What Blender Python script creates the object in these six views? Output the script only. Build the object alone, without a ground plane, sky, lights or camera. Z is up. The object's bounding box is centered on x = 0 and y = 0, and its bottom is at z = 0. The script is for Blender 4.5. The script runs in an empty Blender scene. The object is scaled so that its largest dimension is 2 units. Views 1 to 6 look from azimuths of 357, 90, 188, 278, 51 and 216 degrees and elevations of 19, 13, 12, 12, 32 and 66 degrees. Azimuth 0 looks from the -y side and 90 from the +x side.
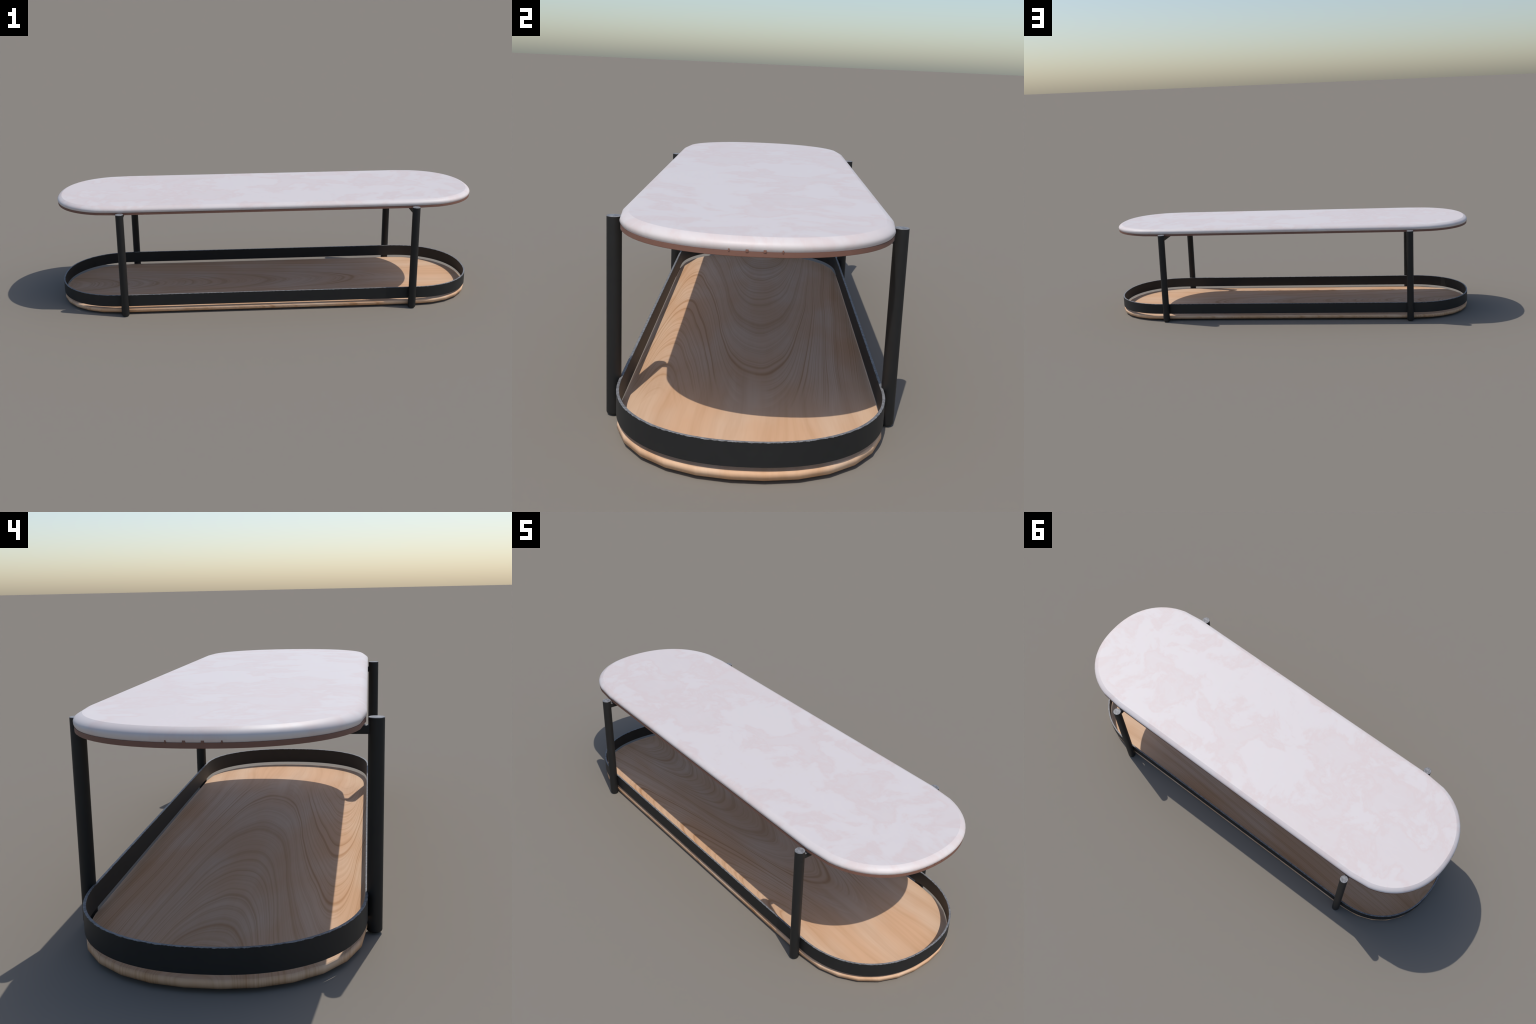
"""Long oval coffee table: marble slab on a thin backing board, four round
dark-metal legs joined by cross bars, a low wooden shelf and a metal rail."""
import bpy, bmesh, math
from mathutils import Vector

# ------------------------------------------------------------------ sizes (m)
L = 0.684                 # where the straight sides end and the round ends begin
N = 2.22                  # exponent of the slightly squarish round ends
LEG_X, LEG_Y, LEG_R, LEG_H = 0.673, 0.332, 0.0178, 0.4885
COARSE = [90, 72, 58.5, 45.5, 32.5, 19.5, 6.5]                 # few, visible facets
SOFT = [90, 72] + [72 - 4.5 * i for i in range(1, 16)] + [2.25]  # kink, then smooth
FINE = [90 - 2.5 * i for i in range(36)] + [1.25]


# ------------------------------------------------------------------ materials
def material(name):
    m = bpy.data.materials.new(name)
    m.use_nodes = True
    nt = m.node_tree
    return m, nt, nt.nodes["Principled BSDF"]


class G:
    """small helper for wiring nodes"""
    def __init__(self, nt):
        self.nt = nt

    def node(self, kind, **kw):
        n = self.nt.nodes.new(kind)
        for k, v in kw.items():
            setattr(n, k, v)
        return n

    def put(self, sock, val):
        if isinstance(val, bpy.types.NodeSocket):
            self.nt.links.new(val, sock)
        elif val is not None:
            sock.default_value = val

    def math(self, op, a, b=None, c=None, clamp=False):
        n = self.node("ShaderNodeMath", operation=op, use_clamp=clamp)
        for s, v in zip(n.inputs, (a, b, c)):
            self.put(s, v)
        return n.outputs[0]

    def smooth(self, v, lo, hi, a=0.0, b=1.0):
        n = self.node("ShaderNodeMapRange", interpolation_type="SMOOTHSTEP")
        self.put(n.inputs["Value"], v)
        for k, x in (("From Min", lo), ("From Max", hi), ("To Min", a), ("To Max", b)):
            n.inputs[k].default_value = x
        return n.outputs["Result"]

    def mix(self, fac, a, b):
        n = self.node("ShaderNodeMix", data_type="RGBA")
        self.put(n.inputs[0], fac)
        self.put(n.inputs[6], (*a, 1) if isinstance(a, tuple) else a)
        self.put(n.inputs[7], (*b, 1) if isinstance(b, tuple) else b)
        return n.outputs[2]

    def coords(self):
        return self.node("ShaderNodeTexCoord").outputs["Object"]

    def mapping(self, vec, scale=(1, 1, 1), loc=(0, 0, 0)):
        n = self.node("ShaderNodeMapping")
        self.put(n.inputs["Vector"], vec)
        n.inputs["Scale"].default_value = scale
        n.inputs["Location"].default_value = loc
        return n.outputs[0]

    def noise(self, vec=None, scale=5.0, detail=4.0, rough=0.5, dist=0.0, w=None, dim="3D"):
        n = self.node("ShaderNodeTexNoise", noise_dimensions=dim)
        if vec is not None:
            self.put(n.inputs["Vector"], vec)
        if w is not None:
            self.put(n.inputs["W"], w)
        n.inputs["Scale"].default_value = scale
        n.inputs["Detail"].default_value = detail
        n.inputs["Roughness"].default_value = rough
        n.inputs["Distortion"].default_value = dist
        return n.outputs["Fac"]


def marble():
    m, nt, bsdf = material("rose_white_marble")
    g = G(nt)
    co = g.mapping(g.coords(), loc=(3.1, 7.7, 0.0))
    big = g.noise(co, 5.2, 8, 0.60, 0.35)
    haze = g.noise(co, 2.3, 3, 0.5, 0.3)
    fine = g.noise(co, 14, 6, 0.62, 0.5)
    field = g.math("ADD", big, g.math("MULTIPLY", g.math("SUBTRACT", fine, 0.5), 0.07))
    white = g.smooth(field, 0.470, 0.560)
    rim = g.math("MULTIPLY", g.smooth(field, 0.41, 0.50), g.math("SUBTRACT", 1.0, white))
    spots = g.math("MULTIPLY", g.smooth(g.noise(co, 9.5, 5, 0.6, 0.7), 0.64, 0.70), 0.55)
    body = g.mix(g.smooth(haze, 0.35, 0.65), MARBLE_BODY, MARBLE_HAZE)
    body = g.mix(g.math("MULTIPLY", rim, 0.85), body, MARBLE_PINK)
    col = g.mix(white, body, g.mix(spots, MARBLE_WHITE, MARBLE_PINK))
    wisps = g.noise(g.mapping(g.coords(), (1.0, 2.6, 1)), 3.0, 5, 0.55, 1.6)
    band = g.math("SUBTRACT", 1.0, g.smooth(g.math("ABSOLUTE", g.math("SUBTRACT", wisps, 0.47)), 0.0, 0.022))
    col = g.mix(g.math("MULTIPLY", band, 0.35), col, MARBLE_WHITE)
    g.put(bsdf.inputs["Base Color"], col)
    bsdf.inputs["Roughness"].default_value = 0.5
    bsdf.inputs["Specular IOR Level"].default_value = 0.5
    return m


# reach of the grain arches: how far a growth line has run back towards -x
# by the time it is a given distance to either side of the board's middle
GRAIN = [(-0.33, 0.25), (-0.30, 0.60), (-0.245, 1.03), (-0.178, 0.84), (-0.126, 0.55),
         (-0.09, 0.27), (-0.05, 0.075), (0.005, 0.0), (0.055, 0.03), (0.10, 0.15),
         (0.14, 0.40), (0.185, 0.86), (0.24, 1.90), (0.33, 3.45)]


def wood():
    m, nt, bsdf = material("pale_veneer_wood")
    g = G(nt)
    co = g.coords()
    sep = g.node("ShaderNodeSeparateXYZ")
    g.put(sep.inputs[0], co)
    x, y = sep.outputs[0], sep.outputs[1]
    wob = g.math("SUBTRACT", g.noise(g.mapping(co, (1.6, 5, 5)), 1.0, 1.5, 0.5), 0.5)
    wob2 = g.math("SUBTRACT", g.noise(g.mapping(co, (3.0, 12, 5)), 1.0, 1, 0.5), 0.5)
    yy = g.math("ADD", y, g.math("MULTIPLY", wob, 0.024))
    fc = g.node("ShaderNodeFloatCurve")
    c = fc.mapping.curves[0]
    pts = [((a + 0.35) / 0.7, b / 3.6) for a, b in GRAIN]
    c.points[0].location, c.points[1].location = pts[0], pts[-1]
    for p in pts[1:-1]:
        c.points.new(*p)
    fc.mapping.update()
    g.put(fc.inputs["Value"], g.math("DIVIDE", g.math("ADD", yy, 0.35), 0.7))
    reach = g.math("MULTIPLY", fc.outputs[0], 3.6)
    # towards the +x end the arches fade out into plain straight grain
    end = g.smooth(g.math("ADD", x, g.math("MULTIPLY", wob2, 0.5)), 0.42, 0.72)
    f = g.math("ADD", g.math("ADD", x, reach), g.math("MULTIPLY", wob2, 0.05))

    cmb = g.node("ShaderNodeCombineXYZ")
    g.put(cmb.inputs[0], x)
    g.put(cmb.inputs[1], g.math("ADD", y, g.math("MULTIPLY", wob, 0.10)))
    bent = cmb.outputs[0]

    def growth(arch_scale, straight_scale, shift, detail, rough):
        arch = g.noise(w=g.math("ADD", f, shift), dim="1D", scale=arch_scale, detail=detail, rough=rough)
        line = g.noise(g.mapping(bent, (0.45, straight_scale, 4), (shift, shift, 0)), 1.0, detail, rough)
        line = g.math("ADD", g.math("MULTIPLY", line, 0.72), 0.13)
        n = g.node("ShaderNodeMix")
        g.put(n.inputs[0], end)
        g.put(n.inputs[2], arch)
        g.put(n.inputs[3], line)
        return n.outputs[0]

    rings = growth(17.0, 20.0, 0.0, 3, 0.62)
    lines = growth(42.0, 60.0, 7.3, 2, 0.6)
    broad = growth(2.6, 8.0, 3.7, 1, 0.5)
    fibre = g.noise(g.mapping(co, (9, 330, 60)), 1.0, 4, 0.6)
    patch = g.noise(g.mapping(co, (2.4, 7, 5), (5, 1, 0)), 1.0, 3, 0.5)
    dark = g.math("MULTIPLY", g.smooth(rings, 0.40, 0.80), 0.58)
    dark = g.math("ADD", dark, g.math("MULTIPLY", g.smooth(lines, 0.42, 0.78), 0.22))
    dark = g.math("ADD", dark, g.math("MULTIPLY", g.smooth(broad, 0.44, 0.72), 0.22))
    dark = g.math("ADD", dark, g.math("MULTIPLY", g.math("SUBTRACT", fibre, 0.5), 0.16), clamp=True)
    light = g.mix(g.smooth(patch, 0.35, 0.68), WOOD_LIGHT, WOOD_PALE)
    col = g.mix(dark, light, WOOD_DARK)
    g.put(bsdf.inputs["Base Color"], col)
    bsdf.inputs["Roughness"].default_value = 0.7
    bsdf.inputs["Specular IOR Level"].default_value = 0.15
    return m


def backing():
    m, nt, bsdf = material("reddish_brown_board")
    g = G(nt)
    n = g.noise(g.coords(), 22, 4, 0.6)
    g.put(bsdf.inputs["Base Color"], g.mix(n, BOARD_A, BOARD_B))
    bsdf.inputs["Roughness"].default_value = 0.6
    return m


def metal(name, pale_from=None):
    """dark powder coat; near pale_from (height) texture bleed is copied as bare grey"""
    m, nt, bsdf = material(name)
    g = G(nt)
    co = g.coords()
    col = g.mix(g.noise(co, 35, 3, 0.6), METAL_A, METAL_B)
    if pale_from is not None:
        sep = g.node("ShaderNodeSeparateXYZ")
        g.put(sep.inputs[0], co)
        n = g.noise(co, 85, 3, 0.6)
        h = g.math("ADD", sep.outputs[2], g.math("MULTIPLY", g.math("SUBTRACT", n, 0.5), 0.0065))
        pale = g.smooth(h, pale_from, pale_from + 0.0006)
        col = g.mix(pale, col, g.mix(g.smooth(g.noise(co, 110, 4, 0.65), .35, .65), TOP_GREY_A, TOP_GREY_B))
    g.put(bsdf.inputs["Base Color"], col)
    bsdf.inputs["Roughness"].default_value = 0.55
    bsdf.inputs["Specular IOR Level"].default_value = 0.35
    return m


def top_grey():  # lighter mottled grey for the top faces of legs, rail and bars
    m, nt, bsdf = material("top_grey_metal")
    g = G(nt)
    n = g.smooth(g.noise(g.coords(), 110, 4, 0.65), 0.35, 0.65)
    g.put(bsdf.inputs["Base Color"], g.mix(n, TOP_GREY_A, TOP_GREY_B))
    bsdf.inputs["Roughness"].default_value = 0.5
    return m


MARBLE_BODY = (0.703, 0.624, 0.602)
MARBLE_HAZE = (0.709, 0.637, 0.618)
MARBLE_PINK = (0.697, 0.588, 0.562)
MARBLE_WHITE = (0.720, 0.656, 0.637)
WOOD_LIGHT = (0.735, 0.452, 0.272)
WOOD_PALE = (0.775, 0.545, 0.375)
WOOD_DARK = (0.50, 0.25, 0.112)
BOARD_A = (0.185, 0.087, 0.060)
BOARD_B = (0.235, 0.112, 0.079)
METAL_A = (0.013, 0.013, 0.013)
METAL_B = (0.018, 0.018, 0.018)
TOP_GREY_A = (0.15, 0.15, 0.155)
TOP_GREY_B = (0.27, 0.27, 0.275)


# ------------------------------------------------------------------ outlines
def outline(a, b, angles, inset=0.0):
    """closed oval: straight sides of half-length L, superelliptic ends reaching
    a beyond L in x and b in y, all moved inwards by inset (counter-clockwise)"""
    a, b = a - inset, b - inset
    half = []
    for d in angles:                       # from the +y side round to near the x axis
        t = math.radians(d)
        c, s = math.cos(t), math.sin(t)
        if d == 90:
            c = 0.0
        r = (abs(c) ** N + abs(s) ** N) ** (-1.0 / N)
        half.append((a * r * c, b * r * s))
    quarter = [(L + px, py) for px, py in half]
    right = [(px, -py) for px, py in quarter] + quarter[::-1]
    left = [(-px, -py) for px, py in right]
    return right + left


def build(name, bm, mats, parent, smooth=True, angle=35):
    me = bpy.data.meshes.new(name)
    bmesh.ops.recalc_face_normals(bm, faces=bm.faces[:])
    if smooth:
        for f in bm.faces:
            f.smooth = True
        lim = math.radians(angle)
        for e in bm.edges:
            if len(e.link_faces) == 2 and e.calc_face_angle(0.0) > lim:
                e.smooth = False
    bm.to_mesh(me)
    bm.free()
    for mt in mats:
        me.materials.append(mt)
    ob = bpy.data.objects.new(name, me)
    bpy.context.scene.collection.objects.link(ob)
    ob.parent = parent
    return ob


def oval_slab(a, b, angles, profile):
    """solid oval board; profile = [(inset, z)] from bottom centre edge to top"""
    bm = bmesh.new()
    rings = [[bm.verts.new((px, py, z)) for px, py in outline(a, b, angles, i)] for i, z in profile]
    n = len(rings[0])
    for lo, hi in zip(rings, rings[1:]):
        for k in range(n):
            bm.faces.new((lo[k], lo[(k + 1) % n], hi[(k + 1) % n], hi[k]))
    bm.faces.new(rings[0][::-1])
    bm.faces.new(rings[-1])
    return bm


def oval_band(a, b, angles, wall, z0, z1, soft):
    """upright strip bent round the oval, with eased edges"""
    bm = bmesh.new()
    prof = [(0, z0 + soft), (0, z1 - soft), (soft, z1), (wall - soft, z1),
            (wall, z1 - soft), (wall, z0 + soft), (wall - soft, z0), (soft, z0)]
    rings = [[bm.verts.new((px, py, z)) for px, py in outline(a, b, angles, i)] for i, z in prof]
    n, m = len(rings[0]), len(rings)
    for j in range(m):
        lo, hi = rings[j], rings[(j + 1) % m]
        for k in range(n):
            f = bm.faces.new((lo[k], lo[(k + 1) % n], hi[(k + 1) % n], hi[k]))
            if j == 2:
                f.material_index = 1
    return bm


def lathe(profile, seg=40, cap_from=None):
    """solid of revolution about z; profile = [(radius, z)] bottom to top"""
    bm = bmesh.new()
    rings = [[bm.verts.new((r * math.cos(2 * math.pi * k / seg), r * math.sin(2 * math.pi * k / seg), z))
              for k in range(seg)] for r, z in profile]
    for j, (lo, hi) in enumerate(zip(rings, rings[1:])):
        for k in range(seg):
            f = bm.faces.new((lo[k], lo[(k + 1) % seg], hi[(k + 1) % seg], hi[k]))
            if cap_from is not None and j >= cap_from:
                f.material_index = 1
    bm.faces.new(rings[0][::-1])
    top = bm.faces.new(rings[-1])
    top.material_index = 1 if cap_from is not None else 0
    return bm


def box(sx, sy, sz, bevel):
    bm = bmesh.new()
    bmesh.ops.create_cube(bm, size=1.0)
    bmesh.ops.scale(bm, vec=(sx, sy, sz), verts=bm.verts)
    bmesh.ops.bevel(bm, geom=bm.edges[:], offset=bevel, segments=2, affect="EDGES", profile=0.5)
    return bm


# ------------------------------------------------------------------ assembly
table = bpy.data.objects.new("coffee_table", None)
table["label"] = "long oval coffee table with pinkish marble top and wooden shelf"
table["category"] = "coffee table"
bpy.context.scene.collection.objects.link(table)

MARBLE, WOOD, BOARD = marble(), wood(), backing()
METAL, TOP_GREY = metal("dark_powder_coat"), top_grey()
METAL_RAIL = metal("dark_powder_coat_pale_edge", pale_from=0.0934)

# marble slab: nearly upright lower edge, big rounded upper edge
Z0, Z1, ZW = 0.4895, 0.5162, 0.4990          # bottom, top, widest
prof = [(0.0034 * ((ZW - z) / (ZW - Z0)) ** 2, z) for z in (Z0, Z0 + 0.0024, Z0 + 0.0048, Z0 + 0.0072, ZW)]
rx, rz, turn = 0.0195, Z1 - ZW, math.radians(50)
for i in range(1, 11):                      # the roll meets the flat top at a faint crease
    t = turn * i / 10
    prof.append((rx * (1 - math.cos(t)) / (1 - math.cos(turn)), ZW + rz * math.sin(t) / math.sin(turn)))
build("marble_top", oval_slab(0.3119, 0.3117, SOFT, prof), [MARBLE], table, angle=15)

# thin board under the slab
build("backing_board", oval_slab(0.3119, 0.3117, SOFT,
      [(0.0030, 0.4786), (0.0020, 0.4795), (0.0020, 0.4893)]), [BOARD], table)

# small board-coloured blocks set in the slab's lower edge, at both ends
for w, h, ys in ((0.0058, 0.0052, (-0.0175, 0.0172)), (0.0030, 0.0052, (-0.0528, 0.0524))):
    src = None
    for sx in (1, -1):
        for y in ys:
            if src is None:
                src = build("edge_block", box(0.012, w, h + 0.001, 0.0005), [BOARD], table)
                ob = src
            else:
                ob = src.copy()
                bpy.context.scene.collection.objects.link(ob)
            end = L + 0.3119 * (1 - (abs(y) / 0.3117) ** N) ** (1 / N)
            ob.location = (sx * (end - 0.0068), y, Z0 + (h - 0.002) / 2 - 0.0002)

# wooden shelf: square board with eased edges, coarse facets round the ends;
# its edge is shaded as one soft roll (the tilt, in degrees, of each profile ring)
prof = [(0.0034, 0.0072), (0.0010, 0.0096), (0.0, 0.0130), (0.0, 0.0200), (0.0010, 0.0245), (0.0034, 0.0268)]
tilt = [-78, -62, -38, 2, 38, 62]
shelf = build("shelf", oval_slab(0.3148, 0.3160, COARSE, prof), [WOOD], table, angle=180)
me = shelf.data
zs = {round(z, 4): math.radians(t) for (i, z), t in zip(prof, tilt)}
flat = {}
for e in me.polygons:                         # mean sideways direction at each vertex
    if abs(e.normal.z) < 0.99:
        for v in e.vertices:
            flat[v] = flat.get(v, Vector()) + Vector((e.normal.x, e.normal.y, 0)).normalized()
normals = [None] * len(me.loops)
for p in me.polygons:
    for li in p.loop_indices:
        v = me.loops[li].vertex_index
        if abs(p.normal.z) > 0.99:
            normals[li] = p.normal.copy()
        else:
            t = zs[round(me.vertices[v].co.z, 4)]
            normals[li] = flat[v].normalized() * math.cos(t) + Vector((0, 0, math.sin(t)))
me.normals_split_custom_set(normals)

# metal rail round the shelf
build("rail", oval_band(0.3160, 0.3172, FINE, 0.0066, 0.0386, 0.0943, 0.0006),
      [METAL_RAIL, TOP_GREY], table)

# legs
prof = [(LEG_R - 0.006, 0.0), (LEG_R - 0.003, 0.0008), (LEG_R - 0.0008, 0.003), (LEG_R, 0.006),
        (LEG_R, LEG_H - 0.0010), (LEG_R - 0.0008, LEG_H)]
leg = None
for sx in (1, -1):
    for sy in (1, -1):
        if leg is None:
            leg = ob = build("leg", lathe(prof, 40, cap_from=4), [METAL, TOP_GREY], table)
        else:
            ob = leg.copy()
            bpy.context.scene.collection.objects.link(ob)
        ob.location = (sx * LEG_X, sy * LEG_Y, 0)

# square cross bars joining each pair of legs under the board
BAR_Z0, BAR_Z1, BAR_W = 0.4520, 0.4710, 0.0190
bar = None
for sx in (1, -1):
    if bar is None:
        bm = box(BAR_W, 2 * (LEG_Y - 0.004), BAR_Z1 - BAR_Z0, 0.0008)
        for f in bm.faces:
            if f.normal.z > 0.9:
                f.material_index = 1
        bar = ob = build("cross_bar", bm, [METAL, TOP_GREY], table)
    else:
        ob = bar.copy()
        bpy.context.scene.collection.objects.link(ob)
    ob.location = (sx * LEG_X, 0, (BAR_Z0 + BAR_Z1) / 2)
